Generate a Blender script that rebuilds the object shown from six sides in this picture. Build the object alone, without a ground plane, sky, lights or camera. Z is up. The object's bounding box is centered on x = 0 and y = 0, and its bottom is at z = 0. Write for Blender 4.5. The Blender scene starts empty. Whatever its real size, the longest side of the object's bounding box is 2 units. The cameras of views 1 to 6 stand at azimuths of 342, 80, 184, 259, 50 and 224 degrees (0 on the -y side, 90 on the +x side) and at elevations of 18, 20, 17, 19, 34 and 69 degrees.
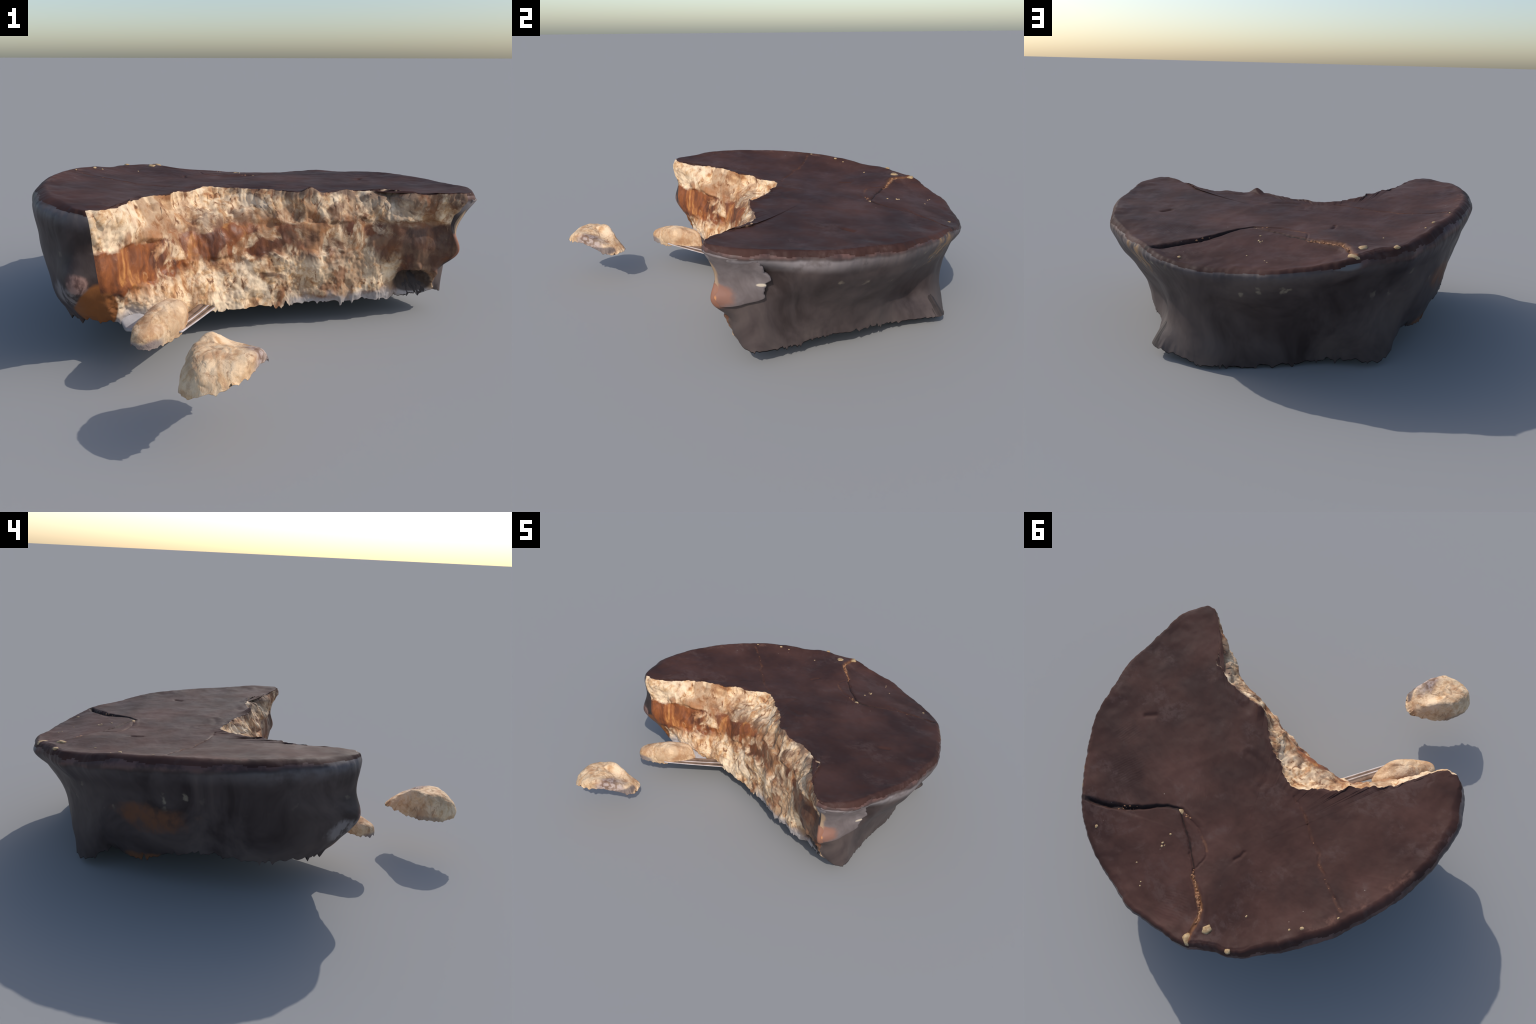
# A bitten, chocolate-coated layered biscuit cake with two crumbs beside it.
import bpy, math, random
import numpy as np
from mathutils import Vector

random.seed(7)

# ---------------------------------------------------------------- noise
_rng = np.random.RandomState(11)
_PERM = np.concatenate([_rng.permutation(256)] * 3)
_GRAD = _rng.normal(size=(256, 3))
_GRAD /= np.linalg.norm(_GRAD, axis=1)[:, None]


def noise(p):
    """Gradient noise, about -1..1, for an (n,3) array."""
    p = np.asarray(p, float)
    i = np.floor(p).astype(int)
    f = p - i
    i &= 255
    u = f * f * f * (f * (f * 6 - 15) + 10)
    out = 0.0
    for dx in (0, 1):
        for dy in (0, 1):
            for dz in (0, 1):
                h = _PERM[_PERM[_PERM[i[:, 0] + dx] + i[:, 1] + dy] + i[:, 2] + dz]
                g = _GRAD[h]
                d = g[:, 0] * (f[:, 0] - dx) + g[:, 1] * (f[:, 1] - dy) + g[:, 2] * (f[:, 2] - dz)
                w = (u[:, 0] if dx else 1 - u[:, 0]) * (u[:, 1] if dy else 1 - u[:, 1]) * (u[:, 2] if dz else 1 - u[:, 2])
                out = out + w * d
    return out * 1.5


def fbm(p, freq, octaves=4, gain=0.5, seed=0.0):
    p = np.asarray(p) * freq + seed
    out, a = 0.0, 1.0
    for _ in range(octaves):
        out = out + a * noise(p)
        p = p * 2.03 + 17.3
        a *= gain
    return out


def billow(p, freq, octaves=3, seed=0.0):
    p = np.asarray(p) * freq + seed
    out, a = 0.0, 1.0
    for _ in range(octaves):
        out = out + a * (np.abs(noise(p)) * 2 - 0.5)
        p = p * 2.1 + 9.1
        a *= 0.5
    return out


def smooth(a, b, x):
    t = np.clip((x - a) / (b - a), 0, 1)
    return t * t * (3 - 2 * t)


# ---------------------------------------------------------------- curves
def hermite_loop(knots, values, at, total):
    """Periodic non-uniform Catmull-Rom.  values (K, ...), knots (K,)"""
    K = len(knots)
    v = np.asarray(values, float)
    t = np.asarray(knots, float)
    tn, tp = np.roll(t, -1).copy(), np.roll(t, 1).copy()
    tn[-1] += total
    tp[0] -= total
    shape = (K,) + (1,) * (v.ndim - 1)
    h1, h0 = (tn - t).reshape(shape), (t - tp).reshape(shape)
    s1, s0 = (np.roll(v, -1, 0) - v) / h1, (v - np.roll(v, 1, 0)) / h0
    m = (s0 * h1 + s1 * h0) / (h0 + h1)
    k = np.clip(np.searchsorted(t, at, side="right") - 1, 0, K - 1)
    k1 = (k + 1) % K
    h = (tn[k] - t[k])
    u = (at - t[k]) / h
    sh = (len(at),) + (1,) * (v.ndim - 1)
    u, h = u.reshape(sh), h.reshape(sh)
    return ((2 * u**3 - 3 * u**2 + 1) * v[k] + (u**3 - 2 * u**2 + u) * h * m[k]
            + (-2 * u**3 + 3 * u**2) * v[k1] + (u**3 - u**2) * h * m[k1])


def hermite_rows(rows, counts):
    """rows: list of (N,3) control rings, first one only guides the tangent.
    Returns the resampled rings from rows[1] to rows[-1]."""
    R = np.stack(rows)
    d = np.linalg.norm(np.diff(R, axis=0), axis=2)[..., None] + 1e-5
    s = np.diff(R, axis=0) / d
    m = np.empty_like(R)
    m[1:-1] = (s[:-1] * d[1:] + s[1:] * d[:-1]) / (d[1:] + d[:-1])
    m[0], m[-1] = s[0], s[-1]
    out = []
    for k in range(1, len(rows) - 1):
        n = counts[k - 1]
        for u in np.arange(n) / n:
            out.append((2 * u**3 - 3 * u**2 + 1) * R[k] + (u**3 - 2 * u**2 + u) * d[k] * m[k]
                       + (-2 * u**3 + 3 * u**2) * R[k + 1] + (u**3 - u**2) * d[k] * m[k + 1])
    out.append(R[-1])
    return out


def polyline_distance(xy, line):
    """distance to a polyline, side of it (+ left), and how far along (0..1)"""
    line = np.asarray(line, float)
    seg = np.diff(line, axis=0)
    L = np.linalg.norm(seg, axis=1)
    cum = np.concatenate([[0], np.cumsum(L)])
    best = np.full(len(xy), 1e9)
    side = np.zeros(len(xy))
    along = np.zeros(len(xy))
    for k in range(len(seg)):
        w = xy - line[k]
        t = np.clip((w @ seg[k]) / (L[k] ** 2), 0, 1)
        d = np.linalg.norm(w - t[:, None] * seg[k], axis=1)
        c = seg[k][0] * w[:, 1] - seg[k][1] * w[:, 0]
        hit = d < best
        best = np.where(hit, d, best)
        side = np.where(hit, np.sign(c), side)
        along = np.where(hit, (cum[k] + t * L[k]) / cum[-1], along)
    return best, side, along


# ---------------------------------------------------------------- nodes
class Nodes:
    def __init__(self, name):
        self.mat = bpy.data.materials.new(name)
        self.mat.use_nodes = True
        self.t = self.mat.node_tree
        self.t.nodes.clear()
        self.out = self.t.nodes.new("ShaderNodeOutputMaterial")
        self.co = self.t.nodes.new("ShaderNodeTexCoord").outputs["Object"]

    def put(self, sock, v):
        if isinstance(v, bpy.types.NodeSocket):
            self.t.links.new(v, sock)
        elif v is not None:
            if isinstance(v, (tuple, list)) and len(v) == 3 and sock.type == "RGBA":
                v = (*v, 1)
            sock.default_value = v

    def math(self, op, a, b=None, c=None, clamp=False):
        n = self.t.nodes.new("ShaderNodeMath")
        n.operation, n.use_clamp = op, clamp
        for i, v in enumerate((a, b, c)):
            if v is not None:
                self.put(n.inputs[i], v)
        return n.outputs[0]

    def vmath(self, op, a, b=None, out=0):
        n = self.t.nodes.new("ShaderNodeVectorMath")
        n.operation = op
        self.put(n.inputs[0], a)
        if b is not None:
            self.put(n.inputs[1], b)
        return n.outputs[out]

    def scaled(self, s, shift=(0, 0, 0), co=None):
        n = self.t.nodes.new("ShaderNodeMapping")
        self.put(n.inputs["Vector"], co or self.co)
        n.inputs["Scale"].default_value = s if isinstance(s, tuple) else (s, s, s)
        n.inputs["Location"].default_value = shift
        return n.outputs[0]

    def noise(self, scale, detail=4, rough=0.55, distort=0.0, co=None):
        n = self.t.nodes.new("ShaderNodeTexNoise")
        self.put(n.inputs["Vector"], co or self.co)
        n.inputs["Scale"].default_value = scale
        n.inputs["Detail"].default_value = detail
        n.inputs["Roughness"].default_value = rough
        n.inputs["Distortion"].default_value = distort
        return n.outputs["Fac"]

    def voronoi(self, scale, feature="F1", co=None, randomness=1.0):
        n = self.t.nodes.new("ShaderNodeTexVoronoi")
        n.feature = feature
        self.put(n.inputs["Vector"], co or self.co)
        n.inputs["Scale"].default_value = scale
        n.inputs["Randomness"].default_value = randomness
        return n.outputs["Distance"]

    def range(self, v, a, b, lo=0.0, hi=1.0):
        n = self.t.nodes.new("ShaderNodeMapRange")
        n.interpolation_type = "SMOOTHSTEP"
        self.put(n.inputs["Value"], v)
        for k, x in (("From Min", a), ("From Max", b), ("To Min", lo), ("To Max", hi)):
            n.inputs[k].default_value = x
        return n.outputs[0]

    def mix(self, f, a, b):
        n = self.t.nodes.new("ShaderNodeMix")
        n.data_type = "RGBA"
        self.put(n.inputs[0], f)
        self.put(n.inputs[6], a)
        self.put(n.inputs[7], b)
        return n.outputs[2]

    def ramp(self, f, stops):
        n = self.t.nodes.new("ShaderNodeValToRGB")
        self.put(n.inputs[0], f)
        e = n.color_ramp.elements
        while len(e) < len(stops):
            e.new(0.5)
        for el, (p, c) in zip(e, stops):
            el.position, el.color = p, (*c, 1)
        return n.outputs[0]

    def blob(self, centre, radii, wobble=None, inner=0.6):
        """soft ellipsoid mask around a place on the object"""
        v = self.vmath("SUBTRACT", self.co, centre)
        v = self.vmath("DIVIDE", v, radii)
        d = self.vmath("LENGTH", v, out="Value")
        if wobble is not None:
            d = self.math("ADD", d, wobble)
        return self.range(d, inner, 1.0, 1.0, 0.0)

    def line_distance(self, pts):
        """horizontal distance to a polyline"""
        flat = self.vmath("MULTIPLY", self.co, (1, 1, 0))
        best = None
        for (ax, ay), (bx, by) in zip(pts[:-1], pts[1:]):
            sx, sy = bx - ax, by - ay
            l2 = sx * sx + sy * sy
            w = self.vmath("SUBTRACT", flat, (ax, ay, 0))
            t = self.vmath("DOT_PRODUCT", w, (sx / l2, sy / l2, 0), out="Value")
            t = self.math("MAXIMUM", self.math("MINIMUM", t, 1.0), 0.0)
            n = self.t.nodes.new("ShaderNodeVectorMath")
            n.operation = "SCALE"
            n.inputs[0].default_value = (sx, sy, 0)
            self.put(n.inputs["Scale"], t)
            d = self.vmath("DISTANCE", w, n.outputs[0], out="Value")
            best = d if best is None else self.math("MINIMUM", best, d)
        return best

    def bump(self, h, strength, distance):
        n = self.t.nodes.new("ShaderNodeBump")
        self.put(n.inputs["Height"], h)
        n.inputs["Strength"].default_value = strength
        n.inputs["Distance"].default_value = distance
        return n.outputs[0]

    def finish(self, color, rough, normal=None, spec=0.5, coat=0.0):
        b = self.t.nodes.new("ShaderNodeBsdfPrincipled")
        self.put(b.inputs["Base Color"], color)
        self.put(b.inputs["Roughness"], rough)
        self.put(b.inputs["Specular IOR Level"], spec)
        if normal is not None:
            self.put(b.inputs["Normal"], normal)
        self.t.links.new(b.outputs[0], self.out.inputs["Surface"])
        return self.mat


# ---------------------------------------------------------------- the marks on the glaze (plan, metres)
CRACK_SIDE = [(0.56, 0.79), (0.467, 0.753), (0.406, 0.725), (0.353, 0.689), (0.285, 0.639), (0.242, 0.594), (0.194, 0.555), (0.137, 0.535)]
CRACK_BACK = [(0.137, 0.535), (0.104, 0.557), (0.066, 0.58), (0.007, 0.611), (-0.035, 0.644), (-0.09, 0.684), (-0.123, 0.718),
              (-0.172, 0.747), (-0.21, 0.775), (-0.245, 0.801), (-0.262, 0.83), (-0.27, 0.872), (-0.285, 0.927)]
CRACK_FINE = [(0.137, 0.535), (0.073, 0.537), (0.019, 0.541), (-0.036, 0.569), (-0.071, 0.583), (-0.096, 0.606), (-0.109, 0.647), (-0.101, 0.69)]
HAIRLINE = [(-0.217, 0.155), (-0.28, 0.179), (-0.322, 0.198), (-0.355, 0.219), (-0.414, 0.259), (-0.473, 0.287), (-0.504, 0.325),
            (-0.549, 0.343), (-0.577, 0.365), (-0.636, 0.394), (-0.679, 0.417), (-0.70, 0.425)]
SCAR = [(-0.208, 0.543), (-0.218, 0.519), (-0.218, 0.493)]
SWIRL = [(0.081, 0.128), (0.012, 0.124), (-0.043, 0.136), (-0.075, 0.178), (-0.072, 0.219)]
FOLD = [(0.076, 0.102), (0.138, 0.158), (0.185, 0.231), (0.249, 0.318), (0.276, 0.38), (0.295, 0.481), (0.348, 0.576)]

# ---------------------------------------------------------------- stations round the cake
# each: crest height, then the profile downwards: lip, upper wall, mid wall, low wall, bottom edge
# (an optional sixth point before the bottom edge makes an undercut)
OUTER = [
    (0.562, (0.766, -0.343, 0.550), (0.733, -0.302, 0.420), (0.752, -0.326, 0.322), (0.712, -0.240, 0.200), (0.708, -0.234, 0.155), (0.735, -0.213, 0.105)),
    (0.558, (0.828, -0.290, 0.536), (0.768, -0.226, 0.425), (0.770, -0.226, 0.322), (0.765, -0.212, 0.232), (0.762, -0.206, 0.160), (0.775, -0.184, 0.095)),
    (0.554, (0.867, -0.196, 0.528), (0.800, -0.156, 0.435), (0.788, -0.146, 0.335), (0.786, -0.142, 0.248), (0.780, -0.136, 0.165), (0.782, -0.130, 0.084)),
    (0.548, (0.870, -0.120, 0.522), (0.822, -0.092, 0.450), (0.802, -0.085, 0.345), (0.778, -0.072, 0.255), (0.762, -0.066, 0.165), (0.752, -0.055, 0.074)),
    (0.538, (0.874, 0.000, 0.512), (0.858, 0.005, 0.440), (0.818, 0.010, 0.365), (0.772, 0.018, 0.280), (0.742, 0.020, 0.165), (0.722, 0.020, 0.064)),
    (0.530, (0.878, 0.138, 0.504), (0.856, 0.135, 0.412), (0.800, 0.142, 0.325), (0.742, 0.150, 0.240), (0.714, 0.155, 0.150), (0.697, 0.150, 0.076)),
    (0.522, (0.845, 0.309, 0.484), (0.818, 0.299, 0.400), (0.752, 0.294, 0.290), (0.695, 0.293, 0.175), (0.668, 0.300, 0.080)),
    (0.512, (0.800, 0.462, 0.486), (0.774, 0.450, 0.400), (0.700, 0.432, 0.290), (0.636, 0.419, 0.165), (0.618, 0.420, 0.068)),
    (0.502, (0.726, 0.565, 0.482), (0.702, 0.553, 0.395), (0.632, 0.531, 0.290), (0.556, 0.508, 0.155), (0.558, 0.528, 0.048)),
    (0.490, (0.668, 0.650, 0.474), (0.634, 0.630, 0.380), (0.552, 0.600, 0.265), (0.510, 0.602, 0.145), (0.542, 0.665, 0.045)),
    (0.486, (0.572, 0.765, 0.465), (0.534, 0.746, 0.370), (0.476, 0.728, 0.250), (0.480, 0.728, 0.140), (0.533, 0.777, 0.045)),
    (0.464, (0.470, 0.856, 0.448), (0.440, 0.828, 0.370), (0.402, 0.798, 0.255), (0.408, 0.802, 0.130), (0.432, 0.828, 0.028)),
    (0.453, (0.350, 0.922, 0.438), (0.334, 0.902, 0.370), (0.302, 0.868, 0.245), (0.295, 0.858, 0.130), (0.290, 0.882, 0.018)),
    (0.458, (0.179, 0.965, 0.442), (0.174, 0.942, 0.360), (0.160, 0.880, 0.245), (0.158, 0.857, 0.130), (0.170, 0.862, 0.006)),
    (0.472, (0.018, 0.998, 0.456), (0.014, 0.962, 0.370), (0.010, 0.888, 0.250), (0.008, 0.852, 0.130), (0.005, 0.838, 0.012)),
    (0.492, (-0.141, 0.981, 0.470), (-0.140, 0.932, 0.375), (-0.140, 0.858, 0.255), (-0.140, 0.824, 0.130), (-0.150, 0.795, 0.018)),
    (0.526, (-0.304, 0.955, 0.500), (-0.292, 0.886, 0.400), (-0.290, 0.830, 0.270), (-0.290, 0.815, 0.140), (-0.300, 0.790, 0.030)),
    (0.538, (-0.405, 0.888, 0.508), (-0.390, 0.830, 0.410), (-0.382, 0.795, 0.275), (-0.378, 0.800, 0.140), (-0.380, 0.793, 0.032)),
    (0.546, (-0.472, 0.860, 0.512), (-0.465, 0.788, 0.410), (-0.450, 0.752, 0.275), (-0.446, 0.755, 0.140), (-0.446, 0.755, 0.030)),
    (0.556, (-0.568, 0.766, 0.520), (-0.560, 0.720, 0.425), (-0.548, 0.692, 0.300), (-0.528, 0.662, 0.180), (-0.511, 0.632, 0.110)),
    (0.582, (-0.664, 0.640, 0.556), (-0.650, 0.612, 0.430), (-0.635, 0.580, 0.305), (-0.620, 0.560, 0.190), (-0.596, 0.534, 0.106)),
    (0.600, (-0.756, 0.484, 0.576), (-0.728, 0.462, 0.435), (-0.712, 0.440, 0.310), (-0.698, 0.412, 0.215), (-0.678, 0.388, 0.152)),
    (0.612, (-0.829, 0.305, 0.587), (-0.790, 0.292, 0.440), (-0.758, 0.285, 0.315), (-0.742, 0.280, 0.230), (-0.738, 0.280, 0.180)),
    (0.616, (-0.869, 0.152, 0.592), (-0.840, 0.146, 0.445), (-0.805, 0.143, 0.315), (-0.782, 0.137, 0.220), (-0.775, 0.130, 0.170)),
    (0.620, (-0.882, -0.010, 0.597), (-0.874, -0.015, 0.455), (-0.844, -0.025, 0.320), (-0.820, -0.030, 0.225), (-0.806, -0.020, 0.166)),
    (0.618, (-0.864, -0.172, 0.597), (-0.868, -0.177, 0.458), (-0.856, -0.172, 0.335), (-0.834, -0.158, 0.240), (-0.800, -0.142, 0.168)),
    (0.610, (-0.820, -0.268, 0.592), (-0.826, -0.270, 0.450), (-0.830, -0.272, 0.340), (-0.806, -0.246, 0.245), (-0.765, -0.212, 0.168)),
    (0.605, (-0.755, -0.366, 0.588), (-0.757, -0.368, 0.450), (-0.768, -0.392, 0.348), (-0.742, -0.318, 0.240), (-0.710, -0.275, 0.168)),
]
BITE = [
    (0.602, (-0.712, -0.386, 0.580), (-0.702, -0.370, 0.455), (-0.694, -0.372, 0.345), (-0.677, -0.318, 0.240), (-0.662, -0.280, 0.166)),
    (0.594, (-0.622, -0.318, 0.570), (-0.602, -0.305, 0.440), (-0.592, -0.308, 0.335), (-0.578, -0.296, 0.240), (-0.570, -0.275, 0.168)),
    (0.584, (-0.535, -0.175, 0.560), (-0.532, -0.252, 0.445), (-0.515, -0.256, 0.335), (-0.500, -0.252, 0.235), (-0.480, -0.238, 0.158)),
    (0.575, (-0.440, -0.085, 0.550), (-0.440, -0.178, 0.425), (-0.428, -0.198, 0.310), (-0.410, -0.208, 0.210), (-0.400, -0.205, 0.140)),
    (0.562, (-0.338, 0.008, 0.540), (-0.345, -0.100, 0.415), (-0.330, -0.132, 0.300), (-0.305, -0.155, 0.200), (-0.290, -0.165, 0.118)),
    (0.552, (-0.203, 0.112, 0.530), (-0.222, -0.082, 0.405), (-0.212, -0.112, 0.300), (-0.192, -0.135, 0.200), (-0.180, -0.150, 0.100)),
    (0.550, (-0.095, 0.088, 0.528), (-0.118, -0.078, 0.405), (-0.102, -0.106, 0.300), (-0.085, -0.132, 0.200), (-0.078, -0.152, 0.098)),
    (0.549, (-0.030, 0.062, 0.526), (-0.015, -0.088, 0.405), (-0.002, -0.112, 0.300), (0.010, -0.138, 0.200), (0.018, -0.155, 0.098)),
    (0.548, (0.062, -0.008, 0.524), (0.080, -0.108, 0.405), (0.090, -0.130, 0.300), (0.100, -0.150, 0.200), (0.110, -0.162, 0.100)),
    (0.547, (0.172, -0.088, 0.522), (0.180, -0.135, 0.420), (0.190, -0.155, 0.300), (0.205, -0.168, 0.200), (0.220, -0.180, 0.100)),
    (0.546, (0.300, -0.086, 0.520), (0.300, -0.152, 0.425), (0.310, -0.174, 0.305), (0.320, -0.184, 0.200), (0.330, -0.190, 0.100)),
    (0.547, (0.420, -0.108, 0.522), (0.420, -0.180, 0.430), (0.422, -0.196, 0.320), (0.430, -0.198, 0.200), (0.440, -0.198, 0.098)),
    (0.549, (0.518, -0.138, 0.524), (0.485, -0.206, 0.440), (0.480, -0.222, 0.325), (0.490, -0.212, 0.200), (0.512, -0.198, 0.093)),
    (0.549, (0.548, -0.180, 0.525), (0.530, -0.236, 0.435), (0.520, -0.250, 0.318), (0.525, -0.222, 0.215), (0.532, -0.200, 0.150), (0.550, -0.188, 0.090)),
    (0.550, (0.570, -0.214, 0.526), (0.568, -0.246, 0.432), (0.572, -0.268, 0.312), (0.588, -0.245, 0.234), (0.585, -0.185, 0.190), (0.588, -0.200, 0.096)),
    (0.553, (0.642, -0.288, 0.528), (0.642, -0.262, 0.420), (0.652, -0.280, 0.310), (0.655, -0.248, 0.226), (0.642, -0.185, 0.185), (0.645, -0.212, 0.100)),
    (0.560, (0.722, -0.338, 0.546), (0.700, -0.290, 0.425), (0.722, -0.312, 0.318), (0.695, -0.246, 0.208), (0.688, -0.226, 0.155), (0.692, -0.224, 0.118)),
]
CENTRE = np.array([-0.20, 0.50])          # the glaze is swept round this point
N_OUT, N_BITE, N_RING = 640, 460, 190
ROW_COUNTS = [8, 26, 26, 24, 14, 14]


def top_plane(xy):
    return 0.56 - 0.03 * xy[:, 0] - 0.052 * xy[:, 1] + 0.026 * smooth(-0.32, -0.68, xy[:, 0])


def sunk_piece(xy):
    """The broken plate of glaze between the two cracks has dropped at the rim."""
    d1, s1, _ = polyline_distance(xy, CRACK_SIDE)
    d2, s2, _ = polyline_distance(xy, CRACK_BACK)
    f1 = smooth(-0.006, 0.010, d1 * np.where(s1 < 0, 1, -1))
    f2 = smooth(-0.01, 0.16, d2 * np.where(s2 < 0, 1, -1))
    away = np.clip(np.linalg.norm(xy - np.array([0.137, 0.535]), axis=1) / 0.42, 0, 1)
    return f1, f2, away


def build_body():
    st = OUTER + BITE
    K = len(st)
    full = []
    for s in st:
        p = [np.array(q) for q in s[1:]]
        if len(p) == 5:                       # no undercut given: halve the lowest span
            p = p[:4] + [(p[3] + p[4]) / 2] + p[4:]
        full.append(p)
    ctrl = np.array(full)                     # (K, 6, 3)
    lip = ctrl[:, 0]
    # crest: slightly inside the lip, at its own height
    tang = np.roll(lip, -1, 0) - np.roll(lip, 1, 0)
    inward = np.stack([-tang[:, 1], tang[:, 0]], 1)
    inward /= np.linalg.norm(inward, axis=1)[:, None]
    nO = len(OUTER)
    inset = np.array([0.022] * nO + [0.010] * len(BITE))
    inset[[0, nO - 1, nO, K - 1]] = 0.012
    inset[19:27] = 0.042
    crest = np.column_stack([lip[:, :2] + inward * inset[:, None], [s[0] for s in st]])
    ctrl = np.concatenate([crest[:, None], ctrl], 1)      # (K, 7, 3)

    seg = np.linalg.norm(np.roll(lip, -1, 0) - lip, axis=1)
    knots = np.concatenate([[0], np.cumsum(seg)[:-1]])
    total = seg.sum()
    k_bite = knots[nO]
    at = np.concatenate([np.linspace(0, k_bite, N_OUT, endpoint=False), np.linspace(k_bite, total, N_BITE, endpoint=False)])
    rings = hermite_loop(knots, ctrl, at, total)          # (N, 7, 3)
    N = len(at)
    bite = smooth(k_bite - 0.02, k_bite + 0.02, at) * (1 - smooth(total - 0.03, total, at))

    # ragged bite line and slightly wavy rim
    cr = rings[:, 0].copy()
    wob = (0.014 * fbm(cr, 8, 3, seed=3.1) + 0.010 * fbm(cr, 26, 3, 0.6, seed=13.1)) * bite + (0.005 * fbm(cr, 7, 3, seed=8.8) + 0.005 * fbm(cr, 24, 3, 0.6, seed=18.8)) * (1 - bite)
    tg = np.roll(cr, -3, 0) - np.roll(cr, 3, 0)
    nrm = np.column_stack([tg[:, 1], -tg[:, 0], np.zeros(N)])
    nrm /= np.linalg.norm(nrm, axis=1)[:, None]
    for r in (0, 1):
        rings[:, r] += nrm * wob[:, None] * (1.0 if r == 0 else 0.8)
    base_dev = cr[:, 2] - top_plane(cr[:, :2])
    rings[:, 0, 2] += (0.006 * fbm(cr, 13, 3, seed=23.0)) * bite
    nub = np.linalg.norm(cr[:, :2] - [0.186, -0.085], axis=1)          # a chip of glaze standing up
    rings[:, 0, 2] += 0.020 * np.exp(-(nub / 0.028) ** 2)
    cr = rings[:, 0]

    # ragged lower edge
    jag = 0.010 * fbm(rings[:, 6], 20, 2, 0.7, seed=1.7)
    shred = np.random.RandomState(3)
    for c, h, half in zip(shred.uniform(0, total, 190), shred.uniform(0.002, 0.019, 190), shred.uniform(0.004, 0.013, 190)):
        jag -= h * np.clip(1 - np.abs(at - c) / half, 0, 1) * (1 if shred.rand() < 0.6 else -0.7)

    calm = np.exp(-(np.linalg.norm(rings[:, 6, :2] - [0.53, 0.74], axis=1) / 0.10) ** 2)
    jag = np.clip(jag, -0.020, 0.014) * (1 - 0.85 * calm)

    # ---- the glaze (polar sheet)
    t = (np.arange(N_RING) / N_RING)[1:]
    sheets = []
    chips = cr[:, 2] - top_plane(cr[:, :2]) - base_dev
    f1, f2, away = sunk_piece(cr[:, :2])
    rim_sink = -0.018 * f1 * f2 * away
    for tt in t:
        xy = CENTRE + (cr[:, :2] - CENTRE) * tt
        f1, f2, away = sunk_piece(xy)
        sink = -0.018 * f1 * f2 * away
        z = top_plane(xy) - 0.015 * (1 - tt**6) + (base_dev - rim_sink) * tt**5 + chips * tt**24 + sink
        sheets.append(np.column_stack([xy, z]))
    sheets = np.stack(sheets)
    shp = sheets.shape
    P = sheets.reshape(-1, 3)
    xy = P[:, :2]
    T = np.repeat(t, N)
    flat = np.column_stack([xy, np.zeros(len(xy))])
    jitter = np.column_stack([fbm(flat, 16, 3, seed=2.0), fbm(flat, 16, 3, seed=6.0)]) * 0.008
    q = xy + jitter
    d, _, a = polyline_distance(q, CRACK_SIDE)
    h = -0.019 * np.exp(-(d / (0.010 - 0.005 * a)) ** 2) * (1 - smooth(0.4, 1.0, a) * 0.6)
    d, _, a = polyline_distance(q, CRACK_BACK)
    h += -0.008 * np.exp(-(d / 0.006) ** 2) + 0.004 * np.exp(-((d - 0.02) / 0.012) ** 2) * smooth(0.3, 0.7, a)
    d, _, a = polyline_distance(q, CRACK_FINE)
    h += -0.003 * np.exp(-(d / 0.005) ** 2) + 0.002 * np.exp(-((d - 0.018) / 0.010) ** 2) * (1 - smooth(0.4, 0.7, a))
    d, _, _ = polyline_distance(q, HAIRLINE)
    h += -0.003 * np.exp(-(d / 0.005) ** 2)
    d, _, _ = polyline_distance(xy, SCAR)
    h += -0.005 * np.exp(-(d / 0.008) ** 2)
    d, _, _ = polyline_distance(xy, SWIRL)
    h += -0.0022 * np.exp(-(d / 0.012) ** 2) + 0.0012 * np.exp(-((d - 0.03) / 0.012) ** 2)
    d, _, _ = polyline_distance(xy, FOLD)
    h += 0.0014 * np.exp(-(d / 0.025) ** 2)
    d, _, _ = polyline_distance(xy, [(0.600, 0.300), (0.566, 0.268)])
    h += -0.007 * np.exp(-(d / 0.011) ** 2)
    # the glaze swells behind the back crack
    _, f2, _ = sunk_piece(xy)
    h += 0.021 * np.exp(-(((xy[:, 0] + 0.27) / 0.17) ** 2 + ((xy[:, 1] - 0.74) / 0.17) ** 2)) * (1 - smooth(0.0, 0.10, f2))
    h += 0.0040 * fbm(flat, 3.2, 3, seed=4.0) + 0.0010 * fbm(flat, 22, 3, seed=9.0)
    # finger-dimpled rim on the left side
    h += 0.006 * fbm(flat, 9, 2, seed=12.0) * smooth(0.86, 0.95, T)
    P[:, 2] += h * (1 - smooth(0.965, 1.0, T) * 0.8)
    sheets = P.reshape(shp)

    # ---- the wall
    guide = sheets[-2]
    rows = hermite_rows([guide] + [rings[:, r] for r in range(7)], ROW_COUNTS)
    wall = np.stack(rows)                                  # (R, N, 3)
    nW = len(wall)
    grid = np.concatenate([sheets, wall])
    nT = len(sheets)

    # normals of the plain form, for displacing the wall
    def grid_normals(g):
        du = np.roll(g, -1, 1) - np.roll(g, 1, 1)
        dv = np.empty_like(g)
        dv[1:-1] = g[2:] - g[:-2]
        dv[0], dv[-1] = g[1] - g[0], g[-1] - g[-2]
        n = np.cross(dv, du)
        return n / (np.linalg.norm(n, axis=2)[..., None] + 1e-12)

    n = grid_normals(grid)
    w = wall.reshape(-1, 3)
    depth = np.repeat(np.arange(nW) / (nW - 1), N)
    B = np.tile(bite, nW)
    upper, carm = layer_masks(w)
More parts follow.
